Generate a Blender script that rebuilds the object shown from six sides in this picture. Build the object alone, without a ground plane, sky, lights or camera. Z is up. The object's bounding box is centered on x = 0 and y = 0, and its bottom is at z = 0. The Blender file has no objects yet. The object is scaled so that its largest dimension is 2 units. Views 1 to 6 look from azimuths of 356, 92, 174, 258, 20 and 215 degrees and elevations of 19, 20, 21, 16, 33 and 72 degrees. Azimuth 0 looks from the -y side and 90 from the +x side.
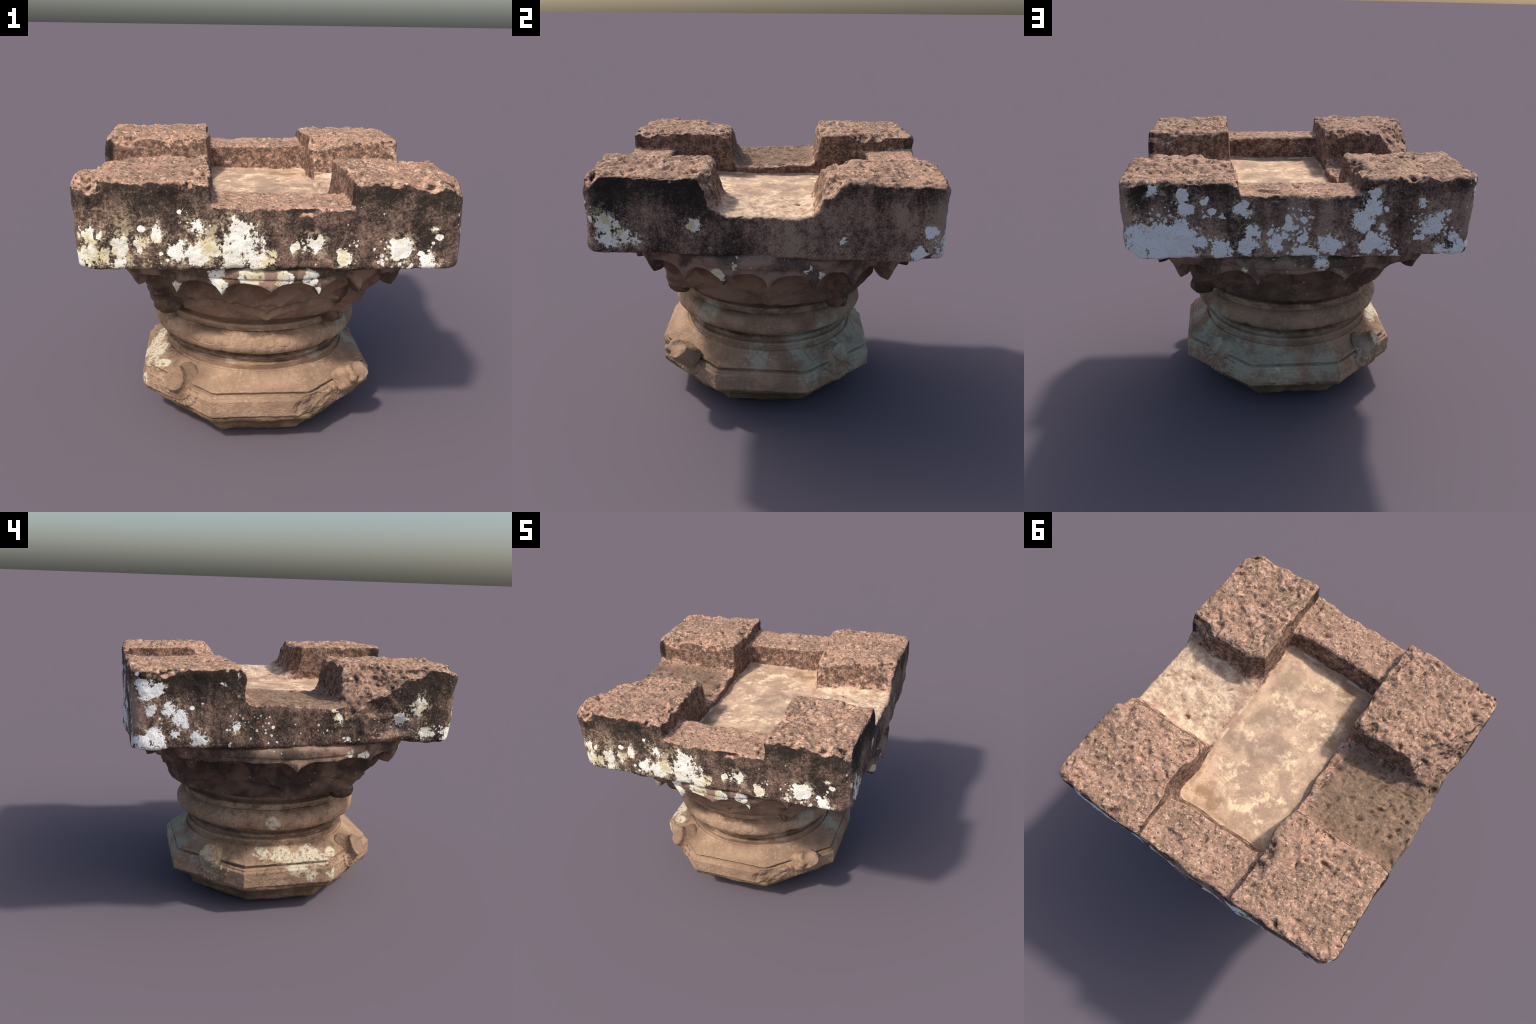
"""Weathered stone column capital standing on its octagonal base; the square top slab has
four corner blocks with a shallow sunken floor between them."""
import bpy, math
import numpy as np

RNG = np.random.default_rng(7)
CX, CY = -0.017, -0.033            # axis of the column
TILT_Y, TILT_X = -0.022, -0.007    # the column leans very slightly

# ------------------------------------------------------------------ noise
def _hash(ix, iy, iz, seed):
    h = (ix.astype(np.uint32) * np.uint32(374761393) + iy.astype(np.uint32) * np.uint32(668265263)
         + iz.astype(np.uint32) * np.uint32(2147483647) + np.uint32(seed * 974711 + 12345))
    h = (h ^ (h >> np.uint32(13))) * np.uint32(1274126177)
    h = h ^ (h >> np.uint32(16))
    return (h & np.uint32(0xFFFFFF)).astype(np.float32) / np.float32(0xFFFFFF)

def vnoise(p, scale, seed=0):
    """smooth value noise in -1..1"""
    q = p * scale + 100.0
    i = np.floor(q).astype(np.int64)
    f = (q - i).astype(np.float32)
    f = f * f * f * (f * (f * 6 - 15) + 10)
    r = 0
    for dx in (0, 1):
        wx = f[:, 0] if dx else 1 - f[:, 0]
        for dy in (0, 1):
            wy = f[:, 1] if dy else 1 - f[:, 1]
            for dz in (0, 1):
                wz = f[:, 2] if dz else 1 - f[:, 2]
                r = r + wx * wy * wz * _hash(i[:, 0] + dx, i[:, 1] + dy, i[:, 2] + dz, seed)
    return r * 2 - 1

def fbm(p, scale, octaves=4, seed=0, gain=0.5):
    out, amp, tot = 0, 1.0, 0
    for o in range(octaves):
        out = out + amp * vnoise(p, scale * 2.03 ** o, seed + o * 17)
        tot += amp
        amp *= gain
    return out / tot * 1.6

def sstep(a, b, x):
    t = np.clip((x - a) / (b - a), 0, 1)
    return t * t * (3 - 2 * t)

def gauss(x, w):
    return np.exp(-(x / w) ** 2)

# ------------------------------------------------------------------ mesh helpers
def mesh_from(name, verts, quads):
    me = bpy.data.meshes.new(name)
    v = np.ascontiguousarray(verts, dtype=np.float32)
    q = np.ascontiguousarray(quads, dtype=np.int32)
    me.vertices.add(len(v)); me.vertices.foreach_set("co", v.ravel())
    k = q.shape[1]
    me.loops.add(q.size); me.loops.foreach_set("vertex_index", q.ravel())
    me.polygons.add(len(q))
    me.polygons.foreach_set("loop_start", np.arange(len(q), dtype=np.int32) * k)
    me.polygons.foreach_set("loop_total", np.full(len(q), k, dtype=np.int32))
    me.polygons.foreach_set("use_smooth", np.ones(len(q), dtype=bool))
    me.update(calc_edges=True); me.validate()
    return me

def vertex_normals(v, q):
    n = np.zeros_like(v)
    a, b, c, d = (v[q[:, i]] for i in range(4))
    fn = np.cross(c - a, d - b)
    for i in range(4):
        for k in range(3):
            n[:, k] += np.bincount(q[:, i], weights=fn[:, k], minlength=len(v))
    return n / np.maximum(np.linalg.norm(n, axis=1, keepdims=True), 1e-12)

def smooth_mesh(v, q, it=1, lam=0.5):
    e = np.concatenate([q[:, [0, 1]], q[:, [1, 2]], q[:, [2, 3]], q[:, [3, 0]]])
    for _ in range(it):
        s = np.zeros_like(v); c = np.bincount(e.ravel(), minlength=len(v))
        for k in range(3):
            s[:, k] = (np.bincount(e[:, 0], weights=v[e[:, 1], k], minlength=len(v))
                       + np.bincount(e[:, 1], weights=v[e[:, 0], k], minlength=len(v)))
        v = v + lam * (s / np.maximum(c, 1)[:, None] - v)
    return v

def surface_nets(F, org, h):
    """quads of the zero level of a sampled distance function (inside < 0)"""
    nx, ny, nz = F.shape
    S = F < 0
    cnt = np.zeros((nx - 1, ny - 1, nz - 1), np.uint8)
    sl = lambda d, n: slice(d, n - 1 + d)
    corners = [(i, j, k) for i in (0, 1) for j in (0, 1) for k in (0, 1)]
    for c in corners:
        cnt += S[sl(c[0], nx), sl(c[1], ny), sl(c[2], nz)]
    act = np.argwhere((cnt > 0) & (cnt < 8))
    idx = np.full(cnt.shape, -1, np.int32)
    idx[act[:, 0], act[:, 1], act[:, 2]] = np.arange(len(act))
    val = {c: F[act[:, 0] + c[0], act[:, 1] + c[1], act[:, 2] + c[2]] for c in corners}
    acc = np.zeros((len(act), 3)); n = np.zeros(len(act))
    for c in corners:
        for ax in range(3):
            if c[ax] == 0:
                d = list(c); d[ax] = 1; d = tuple(d)
                a, b = val[c], val[d]
                m = (a < 0) != (b < 0)
                t = np.where(m, a / np.where(m, a - b, 1), 0)
                pt = np.tile(np.array(c, float), (len(act), 1)); pt[:, ax] = t
                acc += pt * m[:, None]; n += m
    v = (act + acc / n[:, None]) * h + np.array(org)
    quads = []
    for ax in range(3):
        u, w = (ax + 1) % 3, (ax + 2) % 3
        s0 = [slice(1, -1)] * 3; s0[ax] = slice(0, F.shape[ax] - 1)
        s1 = [slice(1, -1)] * 3; s1[ax] = slice(1, F.shape[ax])
        A, B = S[tuple(s0)], S[tuple(s1)]
        e = np.argwhere(A != B)
        flip = B[e[:, 0], e[:, 1], e[:, 2]]
        off = np.ones(3, int); off[ax] = 0
        e = e + off
        du = np.zeros(3, int); du[u] = 1
        dw = np.zeros(3, int); dw[w] = 1
        g = lambda x: idx[x[:, 0], x[:, 1], x[:, 2]]
        q = np.stack([g(e - du - dw), g(e - dw), g(e), g(e - du)], 1)
        q[flip] = q[flip][:, ::-1]
        quads.append(q)
    return v, np.concatenate(quads)

def smax(a, b, k):
    h = np.clip(0.5 + 0.5 * (a - b) / k, 0, 1)
    return b + (a - b) * h + k * h * (1 - h)

def smin(a, b, k):
    return -smax(-a, -b, k)

PARTS = []
def add_object(name, me, parent, mat):
    ob = bpy.data.objects.new(name, me)
    bpy.context.scene.collection.objects.link(ob)
    ob.parent = parent
    if mat:
        me.materials.clear(); me.materials.append(mat)
    PARTS.append(ob)
    return ob

def lean(v):
    v = v.copy()
    v[:, 2] += TILT_Y * (v[:, 1] - CY) + TILT_X * (v[:, 0] - CX)
    return v

# ------------------------------------------------------------------ node helpers
class G:
    """short hand for building a shader tree"""
    def __init__(self, name):
        self.mat = bpy.data.materials.new(name)
        self.mat.use_nodes = True
        self.t = self.mat.node_tree
        self.t.nodes.clear()
        self.out = self.t.nodes.new("ShaderNodeOutputMaterial")
        self.co = self.t.nodes.new("ShaderNodeTexCoord").outputs["Object"]
        self.nrm = self.t.nodes.new("ShaderNodeNewGeometry").outputs["Normal"]
    def n(self, kind):
        return self.t.nodes.new("ShaderNode" + kind)
    def put(self, sock, x):
        if isinstance(x, bpy.types.NodeSocket):
            self.t.links.new(x, sock)
        elif isinstance(x, (tuple, list)) and len(x) == 3 and sock.type == "RGBA":
            sock.default_value = (*x, 1)
        else:
            sock.default_value = x
    def m(self, op, a, b=0.0, c=0.0, clamp=False):
        d = self.n("Math"); d.operation = op; d.use_clamp = clamp
        for i, x in enumerate((a, b, c)):
            self.put(d.inputs[i], x)
        return d.outputs[0]
    def vm(self, op, a, b=(0, 0, 0), s=None):
        d = self.n("VectorMath"); d.operation = op
        self.put(d.inputs[0], a); self.put(d.inputs[1], b)
        if s is not None:
            self.put(d.inputs["Scale"], s)
        return d.outputs["Value"] if op in ("DISTANCE", "LENGTH", "DOT_PRODUCT") else d.outputs[0]
    def scale(self, v, sx, sy, sz):
        return self.vm("MULTIPLY", v, (sx, sy, sz))
    def noise(self, v, scale, detail=4, rough=0.55, color=False, dist=0.0):
        d = self.n("TexNoise")
        self.put(d.inputs["Vector"], v)
        d.inputs["Scale"].default_value = scale
        d.inputs["Detail"].default_value = detail
        d.inputs["Roughness"].default_value = rough
        d.inputs["Distortion"].default_value = dist
        return d.outputs["Color" if color else "Fac"]
    def voro(self, v, scale, feature="F1", out="Distance", rand=1.0):
        d = self.n("TexVoronoi"); d.feature = feature
        self.put(d.inputs["Vector"], v)
        d.inputs["Scale"].default_value = scale
        d.inputs["Randomness"].default_value = rand
        return d.outputs[out]
    def step(self, x, a, b, to0=0.0, to1=1.0):
        d = self.n("MapRange"); d.interpolation_type = "SMOOTHSTEP"
        self.put(d.inputs["Value"], x)
        for k, val in (("From Min", a), ("From Max", b), ("To Min", to0), ("To Max", to1)):
            self.put(d.inputs[k], val)
        return d.outputs[0]
    def mix(self, f, a, b):
        d = self.n("Mix"); d.data_type = "RGBA"
        self.put(d.inputs[0], f); self.put(d.inputs[6], a); self.put(d.inputs[7], b)
        return d.outputs[2]
    def mul(self, c, f):
        d = self.n("Mix"); d.data_type = "RGBA"; d.blend_type = "MULTIPLY"
        d.inputs[0].default_value = 1
        self.put(d.inputs[6], c); self.put(d.inputs[7], f)
        return d.outputs[2]
    def grey(self, x):
        d = self.n("CombineColor")
        for i in range(3):
            self.t.links.new(x, d.inputs[i])
        return d.outputs[0]
    def xyz(self, v):
        d = self.n("SeparateXYZ"); self.put(d.inputs[0], v)
        return d.outputs
    def warp(self, v, scale, amt, detail=3):
        c = self.noise(v, scale, detail, 0.6, color=True)
        c = self.vm("SUBTRACT", c, (0.5, 0.5, 0.5))
        return self.vm("ADD", v, self.vm("SCALE", c, s=amt))
    def blobs(self, v, pts):
        """signed field, > 0 inside any of the round patches (centre, radius)"""
        cur = None
        for c, r in pts:
            d = self.m("MULTIPLY_ADD", self.vm("DISTANCE", v, c), -1.0 / r, 1.0)
            cur = d if cur is None else self.m("MAXIMUM", cur, d)
        return cur
    def finish(self, color, rough=0.9, bump=None, bump_d=0.004, strength=0.6):
        b = self.n("BsdfPrincipled")
        self.put(b.inputs["Base Color"], color)
        self.put(b.inputs["Roughness"], rough)
        b.inputs["Specular IOR Level"].default_value = 0.2
        if bump is not None:
            k = self.n("Bump"); k.inputs["Strength"].default_value = strength
            k.inputs["Distance"].default_value = bump_d
            self.put(k.inputs["Height"], bump)
            self.t.links.new(k.outputs[0], b.inputs["Normal"])
        self.t.links.new(b.outputs[0], self.out.inputs[0])
        return self.mat

# Lichen rosettes on the four flanks of the slab: position along the flank, height, radius
LICHEN_SOUTH = [(-0.16, 1.35, 0.067), (-0.16, 1.43, 0.045), (-0.18, 1.26, 0.065), (-0.07, 1.25, 0.046),
    (-0.38, 1.3, 0.052), (-0.37, 1.44, 0.034), (-0.3, 1.33, 0.038), (-0.47, 1.32, 0.043),
    (-0.57, 1.4, 0.03), (-0.74, 1.34, 0.041), (-0.65, 1.35, 0.03), (-0.89, 1.4, 0.031), (-0.83, 1.4, 0.022),
    (-0.87, 1.3, 0.053), (-0.9, 1.25, 0.044), (-0.75, 1.25, 0.033), (0.21, 1.35, 0.037), (0.11, 1.33, 0.02),
    (0.35, 1.27, 0.033), (0.63, 1.31, 0.05), (0.78, 1.24, 0.042), (0.79, 1.42, 0.016), (0.48, 1.41, 0.014),
    (-0.01, 1.31, 0.02), (0.5, 1.26, 0.012)]
LICHEN_NORTH = [(0.88, 1.31, 0.092), (0.76, 1.31, 0.092), (0.67, 1.33, 0.085), (0.65, 1.24, 0.074),
    (0.91, 1.23, 0.062), (0.77, 1.23, 0.074), (0.65, 1.55, 0.041), (0.64, 1.48, 0.041), (0.81, 1.58, 0.031),
    (0.91, 1.4, 0.029), (0.44, 1.44, 0.02), (0.34, 1.48, 0.041), (0.53, 1.53, 0.029), (0.56, 1.29, 0.034),
    (0.45, 1.24, 0.054), (0.29, 1.35, 0.041), (0.31, 1.26, 0.051), (0.16, 1.29, 0.044), (-0.02, 1.22, 0.059),
    (-0.14, 1.27, 0.059), (-0.33, 1.42, 0.062), (-0.37, 1.49, 0.049), (-0.38, 1.56, 0.039), (-0.35, 1.27, 0.05),
    (-0.72, 1.37, 0.061), (-0.76, 1.41, 0.046), (-0.65, 1.51, 0.028), (-0.88, 1.24, 0.052), (-0.78, 1.23, 0.044)]
LICHEN_WEST = [(0.87, 1.54, 0.05), (0.82, 1.54, 0.039), (0.91, 1.57, 0.032), (0.75, 1.43, 0.039),
    (0.7, 1.39, 0.039), (0.67, 1.35, 0.026), (0.85, 1.43, 0.026), (0.84, 1.29, 0.044), (0.59, 1.26, 0.046),
    (0.9, 1.25, 0.05), (0.8, 1.25, 0.037), (0.72, 1.3, 0.029), (0.38, 1.33, 0.027), (0.38, 1.51, 0.015),
    (0.37, 1.62, 0.011), (0.45, 1.57, 0.014), (-0.72, 1.44, 0.043), (-0.76, 1.28, 0.042), (-0.61, 1.36, 0.041),
    (-0.56, 1.29, 0.041), (-0.47, 1.29, 0.024), (-0.22, 1.37, 0.028), (-0.19, 1.42, 0.016), (-0.92, 1.29, 0.022)]
LICHEN_EAST = [(-0.87, 1.38, 0.059), (-0.87, 1.3, 0.06), (-0.78, 1.31, 0.054), (-0.72, 1.29, 0.044),
    (-0.58, 1.25, 0.017), (-0.39, 1.38, 0.036), (-0.32, 1.24, 0.015), (0.41, 1.31, 0.02),
    (0.87, 1.37, 0.034), (0.83, 1.24, 0.047)]

def slab_material():
    g = G("weathered_slab_stone")
    P = g.co
    x, y, z = g.xyz(P)
    nx, ny, nz = g.xyz(g.nrm)
    # --- flat tops: pink and tan grains, pale lichen flecks, dark specks
    big = g.noise(P, 5.0, 5)
    mid = g.noise(P, 26, 5, 0.65)
    fine = g.noise(P, 110, 4, 0.7)
    grain = g.noise(P, 70, 5, 0.72)
    m12 = g.noise(P, 13, 6, 0.7)
    top = g.mix(g.step(g.m("ADD", big, g.m("MULTIPLY", m12, 0.8)), 0.74, 1.04), (0.41, 0.236, 0.162), (0.255, 0.156, 0.104))
    top = g.mix(g.step(mid, 0.50, 0.64), top, (0.56, 0.34, 0.24))
    top = g.mix(g.step(grain, 0.56, 0.65), top, (0.76, 0.57, 0.39))
    top = g.mix(g.step(g.noise(P, 38, 5, 0.75), 0.53, 0.62), top, (0.105, 0.066, 0.044))
    top = g.mix(g.step(fine, 0.60, 0.70, 0, 0.9), top, (0.82, 0.68, 0.50))
    top = g.mix(g.m("MULTIPLY", g.step(g.m("ADD", g.noise(P, 3.2, 3), g.m("MULTIPLY", grain, 0.25)), 0.68, 0.82), 0.6), top, (0.19, 0.13, 0.083))
    # --- flanks: black crust over brown stone, washed in vertical runs
    runs = g.noise(g.scale(P, 1, 1, 0.16), 9, 5, 0.6)
    wash = g.noise(P, 4.0, 4)
    t = g.m("ADD", g.m("MULTIPLY", g.m("SUBTRACT", runs, 0.5), 1.0), g.m("MULTIPLY", g.m("SUBTRACT", wash, 0.5), 1.1))
    t = g.m("ADD", t, g.m("MULTIPLY", g.m("SUBTRACT", grain, 0.5), 0.9))
    t = g.m("ADD", t, g.m("MULTIPLY", g.m("SUBTRACT", fine, 0.5), 0.9))
    t = g.m("ADD", t, g.m("MULTIPLY", g.m("SUBTRACT", mid, 0.5), 0.7))
    t = g.m("ADD", t, g.step(z, 1.60, 1.46, -0.16, 0.04))
    t = g.m("ADD", t, g.m("MULTIPLY", g.step(y, 0.85, 0.95), 0.20))
    t = g.m("ADD", t, g.m("MULTIPLY", g.step(x, 0.9, 0.95), g.step(y, -0.2, 0.1, -0.02, 0.20)))
    rp = g.n("ValToRGB"); g.put(rp.inputs[0], g.m("ADD", t, 0.5))
    el = rp.color_ramp.elements
    el[0].position, el[0].color = 0.18, (0.026, 0.019, 0.015, 1)
    el[1].position, el[1].color = 0.92, (0.34, 0.245, 0.175, 1)
    for pos, c in ((0.42, (0.050, 0.036, 0.028)), (0.58, (0.130, 0.083, 0.063)), (0.74, (0.225, 0.140, 0.105))):
        e = el.new(pos); e.color = (*c, 1)
    side = rp.outputs[0]
    side = g.mix(g.step(fine, 0.63, 0.75, 0, 0.7), side, (0.40, 0.32, 0.23))
    # --- walls of the cut between the blocks: red-brown
    ax_, ay_ = g.m("ABSOLUTE", x), g.m("ABSOLUTE", y)
    inside = g.m("MULTIPLY", g.step(ax_, 0.93, 0.90), g.step(ay_, 0.93, 0.90))
    wall = g.mix(g.step(g.m("ADD", mid, g.m("MULTIPLY", grain, 0.8)), 0.78, 1.04), (0.085, 0.052, 0.038), (0.27, 0.155, 0.108))
    wall = g.mix(g.step(grain, 0.56, 0.70), wall, (0.44, 0.28, 0.19))
    wall = g.mix(g.step(fine, 0.60, 0.72), wall, (0.56, 0.42, 0.29))
    side = g.mix(inside, side, wall)
    # --- lichen on the flanks
    W = g.warp(g.warp(P, 13, 0.075, 2), 55, 0.03, 3)
    pts = [((u, -0.98, h), r * 1.15) for u, h, r in LICHEN_SOUTH] + [((u, 0.975, h), r) for u, h, r in LICHEN_NORTH] \
        + [((-0.965, u, h), r) for u, h, r in LICHEN_WEST] + [((0.975, u, h), r) for u, h, r in LICHEN_EAST]
    # squash the depth so that a rosette is a disc on the flank
    f = g.blobs(W, [(p, r * 1.15) for p, r in pts])
    rag = g.m("ADD", g.step(g.noise(P, 3.5, 2), 0.40, 0.62, 0.55, 1.5), g.step(x, -0.85, -0.95, 0, 0.5))
    fr = g.m("ADD", f, g.m("MULTIPLY", rag, g.m("ADD", g.m("MULTIPLY", g.m("SUBTRACT", mid, 0.5), 1.1), g.m("MULTIPLY", g.m("SUBTRACT", grain, 0.5), 1.3))))
    fr = g.m("ADD", fr, g.m("MULTIPLY", g.m("MULTIPLY", g.step(y, -0.90, -0.95), g.step(x, 0.35, 0.05)), g.m("MULTIPLY", g.m("SUBTRACT", g.noise(g.scale(P, 1, 1, 0.22), 26, 4, 0.6), 0.5), 2.2)))
    white = g.step(fr, 0.08, 0.17)
    # small random spots, denser low on the south, west and north flanks
    v = g.n("TexVoronoi"); g.put(v.inputs["Vector"], g.warp(P, 60, 0.02)); v.inputs["Scale"].default_value = 22
    vr = g.xyz(v.outputs["Color"])
    dens = g.m("ADD", g.step(y, -0.8, -0.95, 0.0, 0.50), g.step(y, 0.85, 0.95, 0.0, 0.75))
    dens = g.m("ADD", dens, g.step(x, -0.85, -0.94, 0.0, 0.38))
    dens = g.m("ADD", dens, g.step(x, 0.85, 0.95, 0.0, 0.05))
    dens = g.m("MULTIPLY", dens, g.step(z, 1.60, 1.30, 0.25, 1.0))
    dens = g.m("MULTIPLY", dens, g.step(g.noise(P, 6, 2), 0.42, 0.6))
    rad = g.m("MULTIPLY", g.m("SUBTRACT", dens, vr[0]), 1.5)
    spots = g.step(g.m("SUBTRACT", rad, v.outputs["Distance"]), -0.02, 0.06)
    # cream runs on the south flank
    cream_zone = g.m("MULTIPLY", g.step(y, -0.93, -0.955), g.m("MULTIPLY", g.step(x, 0.1, -0.25), g.step(z, 1.60, 1.30)))
    cr = g.m("MULTIPLY", cream_zone, g.step(g.m("ADD", g.m("ADD", runs, g.m("MULTIPLY", mid, 0.7)), g.m("MULTIPLY", grain, 0.8)), 1.28, 1.42, 0, 0.9))
    side = g.mix(cr, side, (0.58, 0.48, 0.30))
    halo = g.m("MULTIPLY", g.step(fr, -0.75, 0.10), g.step(g.m("ADD", mid, g.m("MULTIPLY", fine, 0.9)), 0.90, 1.08))
    side = g.mix(g.m("MULTIPLY", halo, 0.85), side, (0.46, 0.37, 0.25))
    wcol = g.mix(g.step(g.noise(P, 9, 4), 0.47, 0.60), (0.88, 0.83, 0.70), (0.70, 0.60, 0.37))
    wcol = g.mix(g.step(g.noise(P, 5, 2), 0.44, 0.54), wcol, (0.90, 0.86, 0.76))
    wcol = g.mix(g.step(y, 0.0, 0.6), wcol, (0.80, 0.80, 0.77))
    wcol = g.mix(g.step(fine, 0.60, 0.74, 0, 0.5), wcol, (0.50, 0.42, 0.28))
    tilt = g.m("ADD", nz, g.m("MULTIPLY", g.m("SUBTRACT", mid, 0.5), 1.1))
    flat = g.step(tilt, 0.35, 0.62)
    sv = g.n("TexVoronoi"); g.put(sv.inputs["Vector"], g.warp(P, 90, 0.012)); sv.inputs["Scale"].default_value = 58
    sr = g.xyz(sv.outputs["Color"])
    speck = g.step(g.m("SUBTRACT", g.m("MULTIPLY", g.m("SUBTRACT", g.m("MULTIPLY", dens, 1.1), sr[1]), 1.3), sv.outputs["Distance"]), -0.04, 0.06, 0, 0.85)
    spots = g.m("MAXIMUM", spots, speck)
    lich = g.m("MULTIPLY", g.m("MAXIMUM", white, spots), g.step(nz, 0.6, 0.35))
    lich = g.m("MULTIPLY", lich, g.step(fine, 0.33, 0.40))
    col = g.mix(lich, side, wcol)
    col = g.mix(flat, col, top)
    # pale worn sill on the east
    sill = g.m("MULTIPLY", g.step(g.m("ADD", x, g.m("MULTIPLY", m12, 0.25)), 0.46, 0.62), g.m("MULTIPLY", g.step(ay_, 0.34, 0.26), g.step(z, 1.47, 1.44)))
    sill = g.m("MULTIPLY", sill, g.step(nz, 0.55, 0.8))
    pale = g.mix(g.step(g.noise(P, 16, 6, 0.75), 0.34, 0.68), (0.42, 0.265, 0.18), (0.84, 0.64, 0.44))
    pale = g.mix(g.step(grain, 0.54, 0.66, 0, 0.6), pale, (0.34, 0.20, 0.135))
    col = g.mix(sill, col, pale)
    # brown-olive west sill
    ws = g.m("MULTIPLY", g.step(x, -0.33, -0.38), g.m("MULTIPLY", g.step(ay_, 0.40, 0.33), g.step(z, 1.50, 1.46)))
    ws = g.m("MULTIPLY", ws, g.step(nz, 0.5, 0.75))
    col = g.mix(g.m("MULTIPLY", ws, 0.6), col, (0.15, 0.105, 0.068))
    h = g.m("ADD", g.m("MULTIPLY", mid, 1.0), g.m("MULTIPLY", fine, 0.6))
    return g.finish(col, 0.92, h, 0.012, 0.55)

def floor_material():
    g = G("pale_sunken_floor_stone")
    P = g.co
    x, y, z = g.xyz(P)
    a = g.noise(P, 4.5, 8, 0.68, dist=0.3)
    b = g.noise(P, 30, 5, 0.7)
    fine = g.noise(P, 130, 4, 0.7)
    col = g.mix(g.step(a, 0.40, 0.60), (0.43, 0.285, 0.20), (0.68, 0.46, 0.305))
    col = g.mix(g.step(g.noise(P, 8, 8, 0.72), 0.50, 0.62), col, (0.88, 0.66, 0.42))
    col = g.mix(g.m("MULTIPLY", g.step(b, 0.52, 0.66), 0.45), col, (0.34, 0.22, 0.135))
    col = g.mix(g.step(fine, 0.56, 0.70, 0, 0.45), col, (0.80, 0.62, 0.42))
    pores = g.m("MULTIPLY", g.step(g.voro(g.warp(P, 40, 0.02), 62), 0.24, 0.12), g.step(g.noise(P, 7, 3), 0.44, 0.60))
    col = g.mix(g.m("MULTIPLY", pores, 0.75), col, (0.22, 0.125, 0.065))
    W = g.warp(g.warp(P, 9, 0.14), 40, 0.05)
    stain = g.blobs(W, [((0.25, 0.50, 1.4), 0.10), ((0.16, 0.53, 1.4), 0.07), ((-0.27, -0.42, 1.4), 0.14), ((-0.26, -0.22, 1.4), 0.10), ((-0.1, -0.6, 1.4), 0.12)])
    stain = g.m("ADD", stain, g.m("MULTIPLY", g.m("SUBTRACT", g.noise(P, 11, 6, 0.7), 0.5), 2.0))
    col = g.mix(g.step(stain, 0.0, 0.7, 0, 0.7), col, (0.27, 0.155, 0.075))
    grey = g.blobs(W, [((0.08, 0.05, 1.4), 0.17), ((0.22, -0.12, 1.4), 0.13), ((0.28, 0.12, 1.4), 0.10), ((0.24, -0.42, 1.4), 0.16)])
    col = g.mix(g.step(grey, 0.0, 0.6, 0, 0.6), col, (0.27, 0.185, 0.135))
    edge = g.m("MAXIMUM", g.m("SUBTRACT", g.m("ABSOLUTE", g.m("SUBTRACT", x, 0.044)), 0.336), g.m("SUBTRACT", g.m("ABSOLUTE", g.m("ADD", y, 0.02)), 0.63))
    worn = g.m("ADD", edge, g.m("MULTIPLY", g.m("SUBTRACT", g.noise(P, 8, 6, 0.7), 0.5), 0.26))
    col = g.mix(g.m("MULTIPLY", g.step(worn, -0.060, 0.0), g.step(b, 0.35, 0.60, 0.5, 0.95)), col, (0.36, 0.225, 0.15))
    lime = g.m("MULTIPLY", g.step(edge, -0.016, -0.006), g.step(g.noise(P, 10, 4), 0.50, 0.62))
    col = g.mix(g.m("MULTIPLY", lime, 0.6), col, (0.70, 0.60, 0.45))
    return g.finish(col, 0.85, g.m("ADD", b, a), 0.006, 0.4)

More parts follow.
